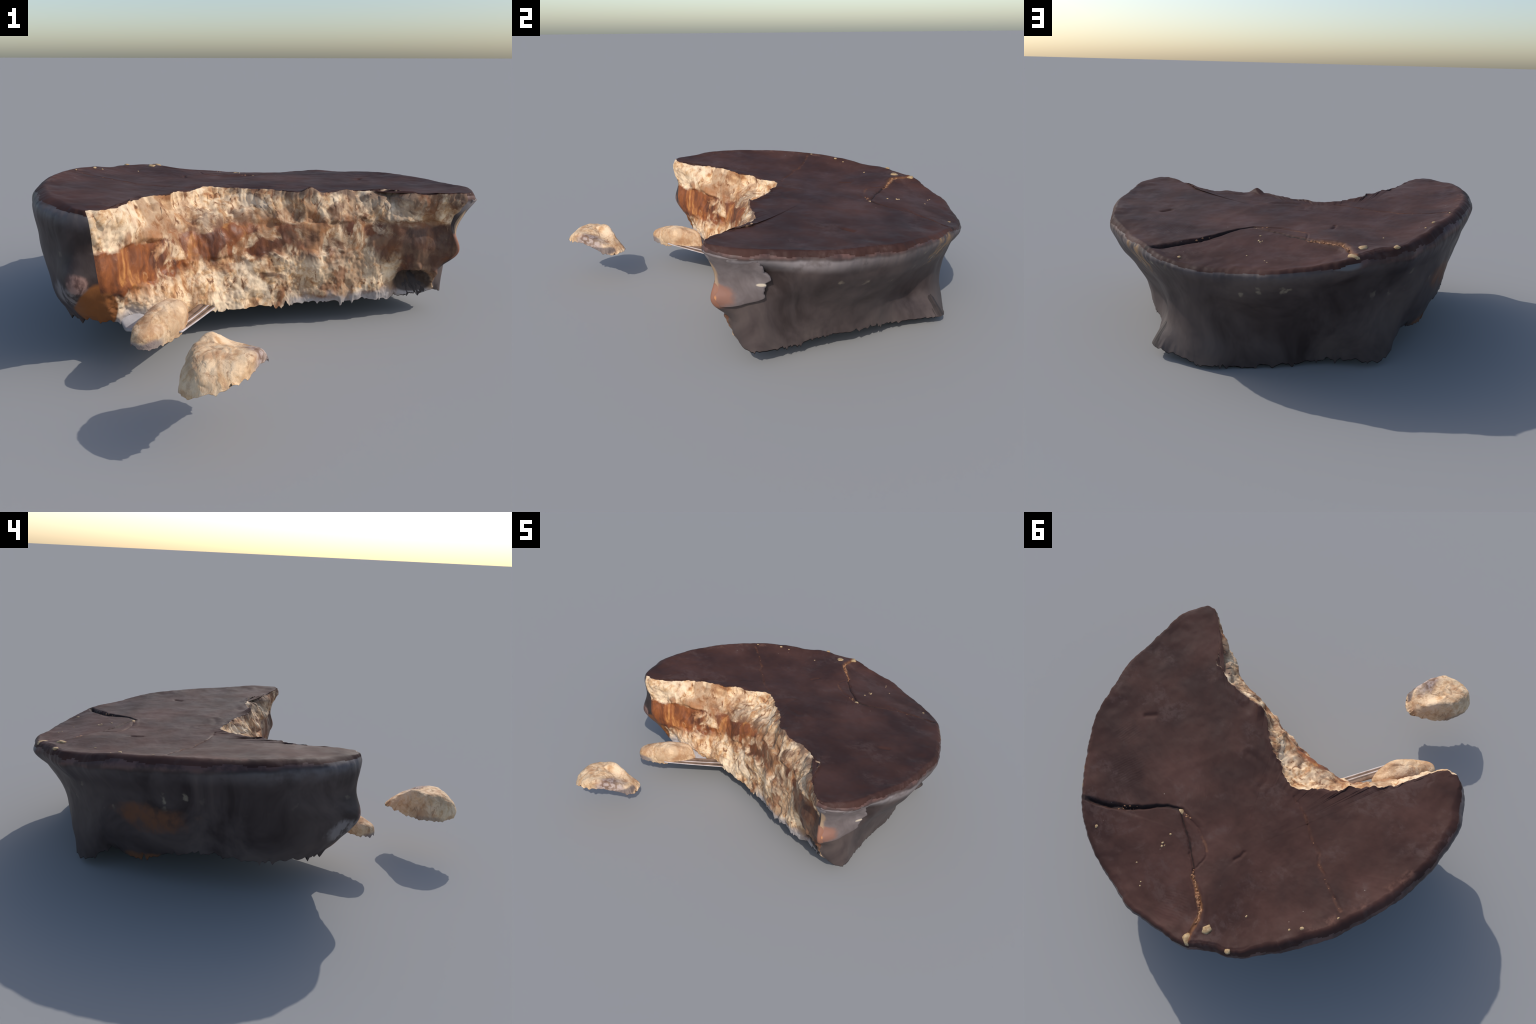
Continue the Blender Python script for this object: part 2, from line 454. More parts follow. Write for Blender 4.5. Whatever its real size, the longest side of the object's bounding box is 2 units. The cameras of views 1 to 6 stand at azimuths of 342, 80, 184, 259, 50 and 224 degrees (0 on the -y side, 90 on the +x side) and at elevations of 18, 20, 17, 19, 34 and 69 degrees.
    crumbly = (0.024 * fbm(w * [1, 1, 0.8], 6, 2, seed=21.0) + 0.010 * fbm(w * [1, 1, 0.2], 10, 2, seed=71.0) + 0.008 * fbm(w, 13, 2, seed=5.0)
               + 0.006 * fbm(w * [1, 1, 0.6], 25, 3, seed=15.0) + 0.003 * billow(w, 33, 2, seed=25.0) + 0.0020 * fbm(w * [1, 1, 0.7], 70, 2, seed=2.0)
               - 0.018 * smooth(0.42, 0.75, noise(w * [11, 11, 8] + 44.0)) + 0.007)
    sticky = 0.014 * fbm(w * [1, 1, 0.45], 9, 2, seed=31.0) + 0.005 * fbm(w * [1, 1, 0.5], 30, 2, seed=3.0) + 0.000
    inner = crumbly * (1 - carm) + sticky * carm
    # shreds hang where the top biscuit ends
    coat = 0.007 * fbm(w, 4.5, 2, seed=41.0) + 0.0012 * fbm(w * [1, 1, 0.6], 20, 2, seed=7.0)
    coat = coat * (1 - np.tile(calm, nW) * smooth(0.6, 0.9, depth))
    ramp_in = smooth(0.0, 0.10, depth)
    disp = (inner * B + coat * (1 - B)) * ramp_in * (1 - 0.5 * smooth(0.9, 1.0, depth))
    nw = n[nT:nT + nW].reshape(-1, 3)
    w = w + nw * disp[:, None]
    w[:, 2] = np.maximum(w[:, 2] + np.tile(jag, nW) * smooth(0.86, 1.0, depth), 0.0)
    wall = w.reshape(nW, N, 3)
    grid[nT:nT + nW] = wall
    # closed underside, recessed
    edge = wall[-1]
    mid = np.array([0.0, 0.35, 0.0])
    under = []
    for f, up in ((0.03, 0.05), (0.10, 0.09), (0.3, 0.12), (0.55, 0.13), (0.8, 0.13)):
        u = edge + (mid - edge) * f
        u[:, 2] = edge[:, 2] * (1 - f) + 0.05 * f + up * (0.6 if f < 0.05 else 1)
        under.append(u)
    grid = np.concatenate([grid, np.stack(under)])
    nU = len(under)
    return grid, nT, nW, nU, bite


def layer_masks(w):
    """Height bands of the bite: upper biscuit, caramel, lower biscuit (ragged borders)."""
    x, z = w[:, 0], w[:, 2]
    right = smooth(0.50, 0.58, x)
    left = 1 - smooth(-0.62, -0.30, x)
    hi = 0.432 + 0.018 * left - 0.005 * right + 0.016 * fbm(w, 8, 3, seed=51.0)
    lo = 0.318 - 0.035 * left - 0.10 * right + 0.040 * fbm(w * [1, 1, 0.4], 9, 3, seed=61.0)
    upper = smooth(-0.004, 0.004, z - hi)
    carm = smooth(-0.01, 0.01, z - lo) * (1 - upper)
    return upper, carm


def new_object(name, verts, faces, mat, parent=None, normals=None, smooth_shade=True):
    me = bpy.data.meshes.new(name)
    me.from_pydata([tuple(v) for v in verts] if not isinstance(verts, np.ndarray) else verts.tolist(), [], faces.tolist() if isinstance(faces, np.ndarray) else faces)
    me.update()
    if smooth_shade:
        me.polygons.foreach_set("use_smooth", [True] * len(me.polygons))
    if normals is not None:
        me.normals_split_custom_set_from_vertices(normals.tolist())
    me.materials.append(mat)
    ob = bpy.data.objects.new(name, me)
    bpy.context.scene.collection.objects.link(ob)
    if parent:
        ob.parent = parent
    return ob


def split_part(name, V, Nrm, faces, mat, parent):
    if len(faces) == 0:
        return None
    used, inv = np.unique(faces.ravel(), return_inverse=True)
    f = inv.reshape(faces.shape)
    fl = [tuple(q) if q[2] != q[3] else tuple(q[:3]) for q in f.tolist()]
    return new_object(name, V[used], fl, mat, parent, Nrm[used])


# ---------------------------------------------------------------- materials
def glaze_material(name="dark_chocolate_glaze"):
    m = Nodes(name)
    big = m.noise(3.0, 5, 0.6)
    fine = m.noise(30, 5, 0.6, 0.4, co=m.scaled((1.0, 1.2, 1.0)))
    col = m.ramp(big, [(0.36, (0.042, 0.020, 0.017)), (0.50, (0.063, 0.029, 0.023)), (0.64, (0.086, 0.040, 0.032))])
    bloom = m.math("MULTIPLY", m.range(m.noise(4.0, 6, 0.65, 0.6), 0.50, 0.62), m.range(fine, 0.38, 0.60))
    col = m.mix(m.math("MULTIPLY", bloom, 0.45), col, (0.100, 0.062, 0.055))
    # warm rim and rubbed edge
    warm = m.range(m.noise(14, 4, 0.6), 0.50, 0.66)
    # crumbs of caramel showing in the cracks
    wob = m.math("MULTIPLY", m.math("SUBTRACT", m.noise(30, 3), 0.5), 0.022)
    d = m.math("ADD", m.line_distance(CRACK_BACK), m.math("MULTIPLY", wob, 0.5))
    col = m.mix(m.range(d, 0.001, 0.006, 0.8, 0), col, (0.022, 0.014, 0.013))  # near-black line along the back crack
    d = m.math("ADD", m.line_distance(CRACK_BACK[6:]), wob)
    tint = m.math("MULTIPLY", m.range(d, 0.003, 0.016, 1, 0), m.range(m.noise(11, 3), 0.44, 0.58))
    col = m.mix(tint, col, (0.18, 0.078, 0.036))
    d = m.math("ADD", m.line_distance(HAIRLINE), m.math("MULTIPLY", wob, 0.6))
    tint = m.math("MULTIPLY", m.range(d, 0.001, 0.012, 1, 0), m.range(m.noise(13, 3), 0.44, 0.66, 0.0, 0.55))
    col = m.mix(tint, col, (0.135, 0.056, 0.032))
    d = m.math("ADD", m.line_distance(CRACK_FINE), wob)
    tint = m.math("MULTIPLY", m.range(d, 0.001, 0.010, 1, 0), m.range(m.noise(17, 3), 0.50, 0.64))
    col = m.mix(tint, col, (0.13, 0.060, 0.038))
    d = m.math("ADD", m.line_distance(CRACK_SIDE), wob)
    tint = m.range(d, 0.004, 0.013, 0.7, 0)
    col = m.mix(tint, col, (0.020, 0.014, 0.013))  # trench shade of the side crack painted into the glaze
    # pin-point crumbs
    v = m.voronoi(16)
    dots = m.math("MULTIPLY", m.range(v, 0.025, 0.045, 1, 0), m.range(m.noise(2.2, 2), 0.54, 0.62))
    col = m.mix(m.math("MULTIPLY", dots, 0.6), col, (0.42, 0.34, 0.27))
    # reddish rubbed patches near the left rim
    band = m.line_distance([(-0.83, 0.117), (-0.804, 0.218), (-0.777, 0.294), (-0.748, 0.377), (-0.714, 0.454), (-0.65, 0.56)])
    rub = m.math("MULTIPLY", m.range(band, 0.005, 0.03, 1, 0), warm)
    col = m.mix(m.math("MULTIPLY", rub, 0.6), col, (0.17, 0.085, 0.062))
    rough = m.range(m.noise(9, 4), 0.3, 0.7, 0.55, 0.70)
    # faint finger ridges pressed into the glaze
    ridges = None
    for centre, rad, turn in (((0.467, 0.549, 0.5), 0.13, 0.4), ((0.12, 0.444, 0.5), 0.10, -0.7), ((-0.14, 0.86, 0.5), 0.12, 1.2), ((0.60, 0.42, 0.5), 0.09, 0.2)):
        w = m.t.nodes.new("ShaderNodeTexWave")
        rot = m.t.nodes.new("ShaderNodeMapping")
        rot.inputs["Rotation"].default_value = (0, 0, turn)
        m.put(rot.inputs["Vector"], m.co)
        m.put(w.inputs["Vector"], rot.outputs[0])
        w.inputs["Scale"].default_value = 26
        w.inputs["Distortion"].default_value = 5
        w.inputs["Detail Scale"].default_value = 0.6
        r = m.math("MULTIPLY", w.outputs["Fac"], m.blob(centre, (rad, rad, 0.4), None, 0.3))
        ridges = r if ridges is None else m.math("ADD", ridges, r)
    h = m.math("ADD", m.math("MULTIPLY", fine, 0.5), m.math("MULTIPLY", m.noise(110, 3), 0.4))
    nrm = m.bump(m.math("ADD", h, m.math("MULTIPLY", ridges, 0.22)), 0.22, 0.004)
    return m.finish(col, rough, nrm, 0.12)


def coat_material():
    m = Nodes("dark_chocolate_coat")
    z = m.t.nodes.new("ShaderNodeSeparateXYZ")
    m.put(z.inputs[0], m.co)
    x, y, z = z.outputs
    streak = m.noise(3.6, 5, 0.6, 0.8, co=m.scaled((1.0, 1.0, 0.9)))
    col = m.ramp(streak, [(0.36, (0.038, 0.026, 0.024)), (0.50, (0.068, 0.050, 0.047)), (0.66, (0.102, 0.077, 0.069))])
    # milky bloom just under the rim
    lip = m.math("ADD", m.math("ADD", m.math("MULTIPLY", x, -0.03), m.math("MULTIPLY", y, -0.06)), m.range(x, -0.5, -0.85, 0.545, 0.575))
    under = m.math("ADD", m.math("SUBTRACT", lip, z), m.math("MULTIPLY", m.math("SUBTRACT", m.noise(8, 3), 0.5), 0.03))
    band = m.math("MULTIPLY", m.range(under, 0.012, 0.026), m.range(under, 0.030, 0.085, 1, 0))
    place = m.math("MULTIPLY", m.range(y, -0.05, 0.45, 1.0, 0.25), m.range(x, 0.0, 0.5, 0.35, 1.0))
    col = m.mix(m.math("MULTIPLY", m.math("MULTIPLY", band, place), m.range(m.noise(10, 4), 0.36, 0.52, 0.35, 1.0)), col, (0.26, 0.225, 0.222))
    # rim colour runs over the edge
    col = m.mix(m.range(under, 0.000, 0.020, 1, 0), col, m.mix(m.range(m.noise(12, 4), 0.42, 0.58), (0.066, 0.036, 0.032), (0.125, 0.066, 0.056)))
    wob = m.math("MULTIPLY", m.math("SUBTRACT", m.noise(9, 4), 0.5), 1.1)
    # scraped caramel on the back left, smears at the corners, pale foot
    fibre = m.noise(26, 4, 0.6, co=m.scaled((1, 1, 0.5)))
    scrape = m.math("MULTIPLY", m.blob((-0.64, 0.43, 0.335), (0.17, 0.20, 0.085), wob), m.range(fibre, 0.30, 0.6, 0.35, 1))
    col = m.mix(scrape, col, (0.155, 0.068, 0.036))
    col = m.mix(m.math("MULTIPLY", m.blob((-0.73, 0.27, 0.365), (0.05, 0.05, 0.045), wob), 0.8), col, (0.15, 0.088, 0.055))
    col = m.mix(m.math("MULTIPLY", m.blob((-0.60, 0.44, 0.11), (0.12, 0.15, 0.05), wob), 0.8), col, (0.17, 0.070, 0.028))
    col = m.mix(m.math("MULTIPLY", m.blob((-0.78, -0.33, 0.30), (0.10, 0.16, 0.06), wob), 0.7), col, m.mix(m.range(fibre, 0.42, 0.56), (0.06, 0.048, 0.045), (0.27, 0.24, 0.235)))
    col = m.mix(m.math("MULTIPLY", m.blob((-0.765, -0.385, 0.35), (0.045, 0.06, 0.045), wob), 0.75), col, m.mix(m.range(fibre, 0.40, 0.58), (0.12, 0.06, 0.05), (0.36, 0.21, 0.17)))
    col = m.mix(m.blob((-0.705, -0.31, 0.25), (0.075, 0.15, 0.115), m.math("MULTIPLY", wob, 0.25), 0.85), col, (0.24, 0.088, 0.026))
    col = m.mix(m.math("MULTIPLY", m.blob((0.76, -0.32, 0.33), (0.09, 0.08, 0.06), wob), 0.9), col, (0.30, 0.135, 0.085))
    col = m.mix(m.math("MULTIPLY", m.blob((0.60, 0.70, 0.40), (0.10, 0.10, 0.12), wob), m.range(fibre, 0.4, 0.6)), col, (0.30, 0.18, 0.085))
    col = m.mix(m.math("MULTIPLY", m.blob((-0.24, 0.97, 0.50), (0.10, 0.06, 0.03), wob), 0.8), col, (0.15, 0.15, 0.155))
    col = m.mix(m.math("MULTIPLY", m.blob((0.69, -0.15, 0.06), (0.09, 0.08, 0.04), wob), 0.8), col, (0.32, 0.15, 0.075))
    # pale nut flakes in the coat
    warp = m.t.nodes.new("ShaderNodeTexNoise")
    m.put(warp.inputs["Vector"], m.co)
    warp.inputs["Scale"].default_value = 28
    warp.inputs["Detail"].default_value = 3
    bent = m.vmath("ADD", m.scaled((1, 1, 0.55)), m.vmath("MULTIPLY", warp.outputs["Color"], (0.05, 0.05, 0.05)))
    v = m.voronoi(17, co=bent)
    zone = m.math("MULTIPLY", m.range(under, 0.03, 0.06), m.range(under, 0.15, 0.21, 1, 0))
    flake = m.math("MULTIPLY", m.math("MULTIPLY", m.range(v, 0.10, 0.26, 1, 0), m.range(m.noise(3.4, 2), 0.46, 0.54)), zone)
    col = m.mix(m.math("MULTIPLY", flake, 0.6), col, (0.30, 0.25, 0.18))
    nrm = m.bump(m.noise(55, 4, co=m.scaled((1, 1, 0.5))), 0.25, 0.004)
    return m.finish(col, m.range(streak, 0.3, 0.7, 0.44, 0.58), nrm, 0.26)


CREAM, CREAM_LIGHT, TOAST, DARK_TOAST = (0.66, 0.405, 0.205), (0.84, 0.61, 0.385), (0.42, 0.185, 0.075), (0.14, 0.055, 0.025)
CARAMEL, CARAMEL_DARK, CARAMEL_GOLD = (0.30, 0.095, 0.030), (0.105, 0.036, 0.018), (0.56, 0.24, 0.075)


def crumb_colour(m):
    a = m.noise(9, 6, 0.62, 0.9)
    b = m.noise(30, 5, 0.65, 0.8, co=m.scaled((1, 1, 0.55)))
    col = m.ramp(a, [(0.34, TOAST), (0.42, CREAM), (0.49, CREAM_LIGHT), (0.57, CREAM_LIGHT), (0.62, CREAM), (0.70, TOAST)])
    col = m.mix(m.math("MULTIPLY", m.range(b, 0.47, 0.37), 0.65), col, TOAST)
    col = m.mix(m.math("MULTIPLY", m.range(b, 0.41, 0.33), 0.85), col, DARK_TOAST)
    v = m.noise(24, 5, 0.7, 1.6)
    col = m.mix(m.math("MULTIPLY", m.range(v, 0.56, 0.64), 0.5), col, TOAST)
    broad = m.noise(5.0, 4, 0.58, 1.0)
    col = m.mix(m.math("MULTIPLY", m.range(broad, 0.50, 0.60), 0.6), col, (0.27, 0.125, 0.055))
    col = m.mix(m.math("MULTIPLY", m.range(broad, 0.47, 0.39), 0.55), col, (0.90, 0.72, 0.51))
    return col, a, b


def filling_material(name, bias):
    """biscuit and caramel of the bite; bias shifts how much caramel stains it"""
    m = Nodes(name)
    s = m.t.nodes.new("ShaderNodeSeparateXYZ")
    m.put(s.inputs[0], m.co)
    x, y, z = s.outputs
    col, a, b = crumb_colour(m)
    right = m.range(x, 0.50, 0.58)
    left = m.range(x, -0.62, -0.30, 1, 0)
    # caramel band with ragged limits
    hi = m.math("ADD", m.math("ADD", 0.428, m.math("MULTIPLY", left, 0.018)), m.math("MULTIPLY", m.math("SUBTRACT", m.noise(13, 4), 0.5), 0.085))
    lo = m.math("SUBTRACT", m.math("SUBTRACT", 0.315, m.math("MULTIPLY", left, 0.045)), m.math("MULTIPLY", right, 0.10))
    lo = m.math("ADD", lo, m.math("MULTIPLY", m.math("SUBTRACT", m.noise(8, 4, co=m.scaled((1, 1, 0.35))), 0.5), 0.30))
    band = m.math("MULTIPLY", m.range(m.math("SUBTRACT", hi, z), -0.006, 0.012), m.range(m.math("SUBTRACT", z, lo), -0.02, 0.02))
    holes = m.math("ADD", m.noise(7.0, 5, 0.62, 0.8), m.math("MULTIPLY", m.math("ADD", left, right), 0.22))
    # where the filling bulges out and where crumb has closed over it
    wob = m.math("MULTIPLY", m.math("SUBTRACT", m.noise(12, 4), 0.5), 0.8)
    for spot, rad, amt in (((0.02, -0.11, 0.32), (0.11, 0.2, 0.07), 0.16), ((-0.26, -0.12, 0.33), (0.07, 0.2, 0.07), 0.14),
                           ((-0.36, -0.12, 0.36), (0.05, 0.2, 0.06), -0.16), ((0.30, -0.17, 0.40), (0.14, 0.2, 0.07), -0.03),
                           ((0.36, -0.18, 0.28), (0.10, 0.2, 0.08), -0.14)):
        holes = m.math("ADD", holes, m.math("MULTIPLY", m.blob(spot, rad, wob, 0.4), amt))
    holes = m.range(holes, 0.44, 0.54)
    band = m.math("ADD", m.math("MULTIPLY", band, holes), bias, clamp=True)
    c = m.noise(14, 5, 0.6, 0.8, co=m.scaled((1, 1, 0.5)))
    car = m.ramp(c, [(0.36, CARAMEL_DARK), (0.46, (0.20, 0.064, 0.024)), (0.56, CARAMEL), (0.66, CARAMEL_GOLD)])
    car = m.mix(m.math("MULTIPLY", m.range(x, -0.15, 0.10), m.range(m.noise(9, 4), 0.44, 0.56, 0.1, 0.6)), car, CARAMEL_DARK)
    car = m.mix(m.math("MULTIPLY", right, 0.62), car, (0.075, 0.034, 0.022))
    car = m.mix(m.math("MULTIPLY", m.range(b, 0.62, 0.72), 0.6), car, CREAM)
    # toffee soaked into the crumb above and below the band
    soak = m.math("MULTIPLY", m.range(m.math("SUBTRACT", m.math("ADD", hi, 0.075), z), 0.0, 0.06), m.range(m.math("SUBTRACT", z, m.math("SUBTRACT", lo, 0.085)), 0.0, 0.07))
    soak = m.math("MULTIPLY", soak, m.range(m.noise(9, 6, 0.62, 1.0, co=m.scaled((1, 1, 0.5))), 0.44, 0.56))
    col = m.mix(m.math("MULTIPLY", soak, 0.8), col, m.mix(m.range(m.noise(7, 3), 0.42, 0.58), (0.36, 0.14, 0.048), (0.15, 0.058, 0.028)))
    col = m.mix(band, col, car)
    # toasted, chocolate-smeared zone under the glaze on the right half
    lift = m.math("ADD", m.math("ADD", z, m.math("MULTIPLY", x, 0.03)), m.math("MULTIPLY", y, 0.05))
    edge = m.range(m.math("ADD", lift, m.math("MULTIPLY", m.math("SUBTRACT", m.noise(9, 4), 0.5), 0.10)), 0.500, 0.535)
    smear = m.math("MULTIPLY", m.math("MULTIPLY", edge, m.range(x, -0.15, 0.15, 0.12, 1.0)), m.range(m.noise(12, 4), 0.36, 0.54))
    col = m.mix(m.math("MULTIPLY", smear, 0.85), col, (0.095, 0.048, 0.040))
    dull = m.math("MULTIPLY", m.range(x, -0.10, 0.25), m.range(m.noise(6, 5, 0.65), 0.42, 0.54))
    col = m.mix(m.math("MULTIPLY", dull, 0.55), col, (0.30, 0.19, 0.115))
    # broad dark brown blotches over the bite
    dark_blotch = m.range(m.noise(6.0, 5, 0.60, 1.2), 0.52, 0.60)
    dark_blotch = m.math("MULTIPLY", dark_blotch, m.range(x, -0.45, 0.0, 0.25, 0.9))
    col = m.mix(m.math("MULTIPLY", dark_blotch, 0.85), col, m.mix(m.range(m.noise(5, 3), 0.42, 0.58), (0.11, 0.042, 0.022), (0.24, 0.088, 0.034)))
    # milky, greyed foot
    # the overhanging piece at the right end is mostly dark toffee
    hang = m.math("MULTIPLY", m.range(x, 0.50, 0.56), m.range(m.math("ADD", z, m.math("MULTIPLY", m.math("SUBTRACT", m.noise(11, 4), 0.5), 0.06)), 0.405, 0.425, 1, 0))
    col = m.mix(m.math("MULTIPLY", hang, m.range(m.noise(15, 5, 0.6, 0.6, co=m.scaled((1, 1, 0.4))), 0.36, 0.60, 0.92, 0.35)), col, (0.070, 0.030, 0.020))
    foot = m.range(m.math("ADD", z, m.math("MULTIPLY", m.math("SUBTRACT", m.noise(9, 4), 0.5), 0.16)), 0.115, 0.155, 1, 0)
    footplace = m.math("ADD", m.range(x, 0.02, 0.12), m.range(x, -0.42, -0.55), clamp=True)
    footl = m.range(m.math("ADD", z, m.math("MULTIPLY", m.math("SUBTRACT", m.noise(9, 4), 0.5), 0.12)), 0.17, 0.23, 1, 0)
    col = m.mix(m.math("MULTIPLY", m.math("MULTIPLY", foot, m.range(x, 0.02, 0.12)), 0.85), col, (0.40, 0.37, 0.36))
    col = m.mix(m.math("MULTIPLY", m.math("MULTIPLY", footl, m.range(x, -0.40, -0.52)), 0.85), col, (0.42, 0.40, 0.41))
    # orange patch at the left corner
    wob = m.math("MULTIPLY", m.math("SUBTRACT", m.noise(8, 3), 0.5), 0.4)
    col = m.mix(m.blob((-0.68, -0.29, 0.23), (0.055, 0.12, 0.10), wob, 0.85), col, (0.24, 0.088, 0.026))
    # hollow below the right overhang, coloured dark brown
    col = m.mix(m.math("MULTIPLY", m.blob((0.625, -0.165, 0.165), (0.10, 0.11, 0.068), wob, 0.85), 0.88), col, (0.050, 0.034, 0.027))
    rough = m.math("SUBTRACT", 0.78, m.math("MULTIPLY", band, 0.33))
    nrm = m.bump(m.math("ADD", m.math("MULTIPLY", m.noise(60, 5, 0.65), 0.6), b), 0.35, 0.006)
    return m.finish(col, rough, nrm, 0.35)


def loose_crumb_material():
    m = Nodes("loose_biscuit_crumb")
    col, a, b = crumb_colour(m)
    base = m.ramp(m.noise(11, 6, 0.68, 0.7), [(0.36, (0.44, 0.23, 0.11)), (0.46, (0.68, 0.45, 0.26)), (0.60, (0.78, 0.56, 0.36))])
    col = m.mix(0.45, col, base)
    stain = m.range(m.noise(8, 5, 0.62, 1.0), 0.50, 0.62)
    col = m.mix(m.math("MULTIPLY", stain, 0.55), col, (0.40, 0.185, 0.08))
    wob = m.math("MULTIPLY", m.math("SUBTRACT", m.noise(14, 4), 0.5), 0.9)
    painted_shade = m.blob((-0.50, -0.85, 0.175), (0.11, 0.13, 0.045), wob, 0.5)  # shaded underside of the large crumb, put in as grey
    col = m.mix(m.math("MULTIPLY", painted_shade, 0.5), col, (0.17, 0.14, 0.13))
    choc = m.blob((-0.285, -0.89, 0.245), (0.085, 0.115, 0.062), wob, 0.55)
    streak = m.range(m.noise(34, 4, 0.6, 1.0), 0.40, 0.60)
    col = m.mix(m.math("MULTIPLY", choc, 0.8), col, m.mix(streak, (0.14, 0.085, 0.075), (0.42, 0.34, 0.33)))
    cut = m.blob((-0.262, -0.86, 0.212), (0.055, 0.135, 0.030), m.math("MULTIPLY", wob, 0.4), 0.75)
    col = m.mix(m.math("MULTIPLY", cut, 0.9), col, (0.17, 0.135, 0.125))
    low = m.math("MULTIPLY", m.blob((-0.57, -0.52, 0.160), (0.09, 0.06, 0.035), wob, 0.6), 0.8)
    col = m.mix(low, col, (0.22, 0.19, 0.20))
    nrm = m.bump(m.math("ADD", a, b), 0.6, 0.008)
    return m.finish(col, 0.75, nrm, 0.3)


def plain_material(name, lo, hi, scale, rough=0.7, stretch=(1, 1, 1)):
    m = Nodes(name)
    n = m.noise(scale, 5, 0.62, 0.3, co=m.scaled(stretch))
    nrm = m.bump(n, 0.3, 0.004)
    return m.finish(m.ramp(n, [(0.35, lo), (0.65, hi)]), rough, nrm, 0.35)


# ---------------------------------------------------------------- assemble the cake
cake = bpy.data.objects.new("bitten_biscuit_cake", None)
bpy.context.scene.collection.objects.link(cake)
cake["label"] = "bitten round chocolate-coated biscuit cake with caramel layer"
cake["category"] = "chocolate cake"

grid, nT, nW, nU, bite = build_body()
R, N, _ = grid.shape
V = np.concatenate([grid.reshape(-1, 3), [[*CENTRE, 0.0], [0.0, 0.35, 0.17]]])
c_top, c_bot = R * N, R * N + 1
V[c_top, 2] = grid[0, :, 2].mean()
i, j = np.meshgrid(np.arange(R - 1), np.arange(N), indexing="ij")
j1 = (j + 1) % N
quads = np.stack([i * N + j, (i + 1) * N + j, (i + 1) * N + j1, i * N + j1], -1).reshape(-1, 4)
qrow, qcol = i.ravel(), j.ravel()
jj = np.arange(N)
cap_t = np.stack([np.full(N, c_top), jj, (jj + 1) % N, (jj + 1) % N], 1)
last = (R - 1) * N
cap_b = np.stack([last + jj, np.full(N, c_bot), last + (jj + 1) % N, last + (jj + 1) % N], 1)

allq = np.concatenate([quads, cap_t, cap_b])
fn = np.cross(V[allq[:, 2]] - V[allq[:, 0]], V[allq[:, 3]] - V[allq[:, 1]])
tri = allq[:, 2] == allq[:, 3]
fn[tri] = np.cross(V[allq[tri, 1]] - V[allq[tri, 0]], V[allq[tri, 2]] - V[allq[tri, 0]])
Nv = np.zeros_like(V)
for k in range(4):
    np.add.at(Nv, allq[:, k], fn)
Nv /= np.linalg.norm(Nv, axis=1)[:, None] + 1e-12

fc = V[quads].mean(1)
fb = (bite[qcol] + bite[(qcol + 1) % N]) / 2
upper, carm = layer_masks(fc)
glaze_skirt = nT + np.round(np.where(fb > 0.5, 1.5, 6.5) + 2.5 * noise(fc * 14)).astype(int)       # glaze runs a little over the edge
is_under = qrow >= nT + nW - 1
is_top = (qrow < nT) | ((qrow < glaze_skirt) & ~is_under)
on_bite = (fb > 0.5) & ~is_top & ~is_under
split_part("glaze_top", V, Nv, np.concatenate([quads[is_top], cap_t]), glaze_material(), cake)
split_part("chocolate_side", V, Nv, quads[~is_top & ~is_under & ~on_bite], coat_material(), cake)
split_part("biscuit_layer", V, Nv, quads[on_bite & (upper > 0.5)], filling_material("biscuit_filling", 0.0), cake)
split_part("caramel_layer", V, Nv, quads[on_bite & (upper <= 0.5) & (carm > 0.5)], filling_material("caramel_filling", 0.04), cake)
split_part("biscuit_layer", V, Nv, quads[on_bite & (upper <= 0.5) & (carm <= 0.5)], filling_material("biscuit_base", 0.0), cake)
split_part("underside", V, Nv, np.concatenate([quads[is_under], cap_b]), plain_material("dark_underside", (0.03, 0.022, 0.02), (0.06, 0.045, 0.04), 12), cake)


def top_height(x, y):
    g = grid[:nT].reshape(-1, 3)
    return float(g[np.argmin((g[:, 0] - x) ** 2 + (g[:, 1] - y) ** 2), 2])


# ---------------------------------------------------------------- little lumps lying on the glaze
_ico = None


def lump(rad, rng, squash=0.6, rough=0.35, sub=2):
    """verts and faces of one small irregular crumb"""
    import bmesh
    global _ico
    if _ico is None:
        bm = bmesh.new()
        bmesh.ops.create_icosphere(bm, subdivisions=sub, radius=1)
        _ico = (np.array([v.co[:] for v in bm.verts]), [tuple(v.index for v in f.verts) for f in bm.faces])
        bm.free()
    v, f = _ico
    v = v * (1 + rough * noise(v * 1.3 + rng.uniform(0, 90))[:, None] + 0.4 * rough * noise(v * 3 + rng.uniform(0, 90))[:, None])
    v = v * [rad * rng.uniform(0.75, 1.3), rad * rng.uniform(0.75, 1.3), rad * squash]
    a = rng.uniform(0, 6.28)
    c, s = math.cos(a), math.sin(a)
    return v @ np.array([[c, s, 0], [-s, c, 0], [0, 0, 1]]), f


flake_mat = plain_material("pale_biscuit_flake", (0.30, 0.18, 0.08), (0.56, 0.40, 0.22), 60)
rng = random.Random(5)
FLAKES = [(-0.323, 0.842, 0.017), (-0.285, 0.925, 0.021), (-0.449, 0.850, 0.013), (-0.589, 0.619, 0.006), (-0.626, 0.582, 0.009),
          (-0.714, 0.454, 0.005), (0.396, 0.835, 0.008), (0.132, 0.538, 0.014), (0.093, 0.645, 0.006),
          (0.095, 0.695, 0.006), (0.087, 0.709, 0.005), (0.080, 0.698, 0.004), (0.127, 0.834, 0.004), (0.052, 0.883, 0.004),
          (0.042, 0.898, 0.003), (-0.412, 0.693, 0.005)]
for x, y, r in FLAKES:
    v, f = lump(r, rng)
    new_object("crumb_flake", v + [x, y, top_height(x, y) - r * 0.10], f, flake_mat, cake)

fill_mat = plain_material("caramel_crumbs", (0.19, 0.075, 0.035), (0.44, 0.23, 0.11), 50)


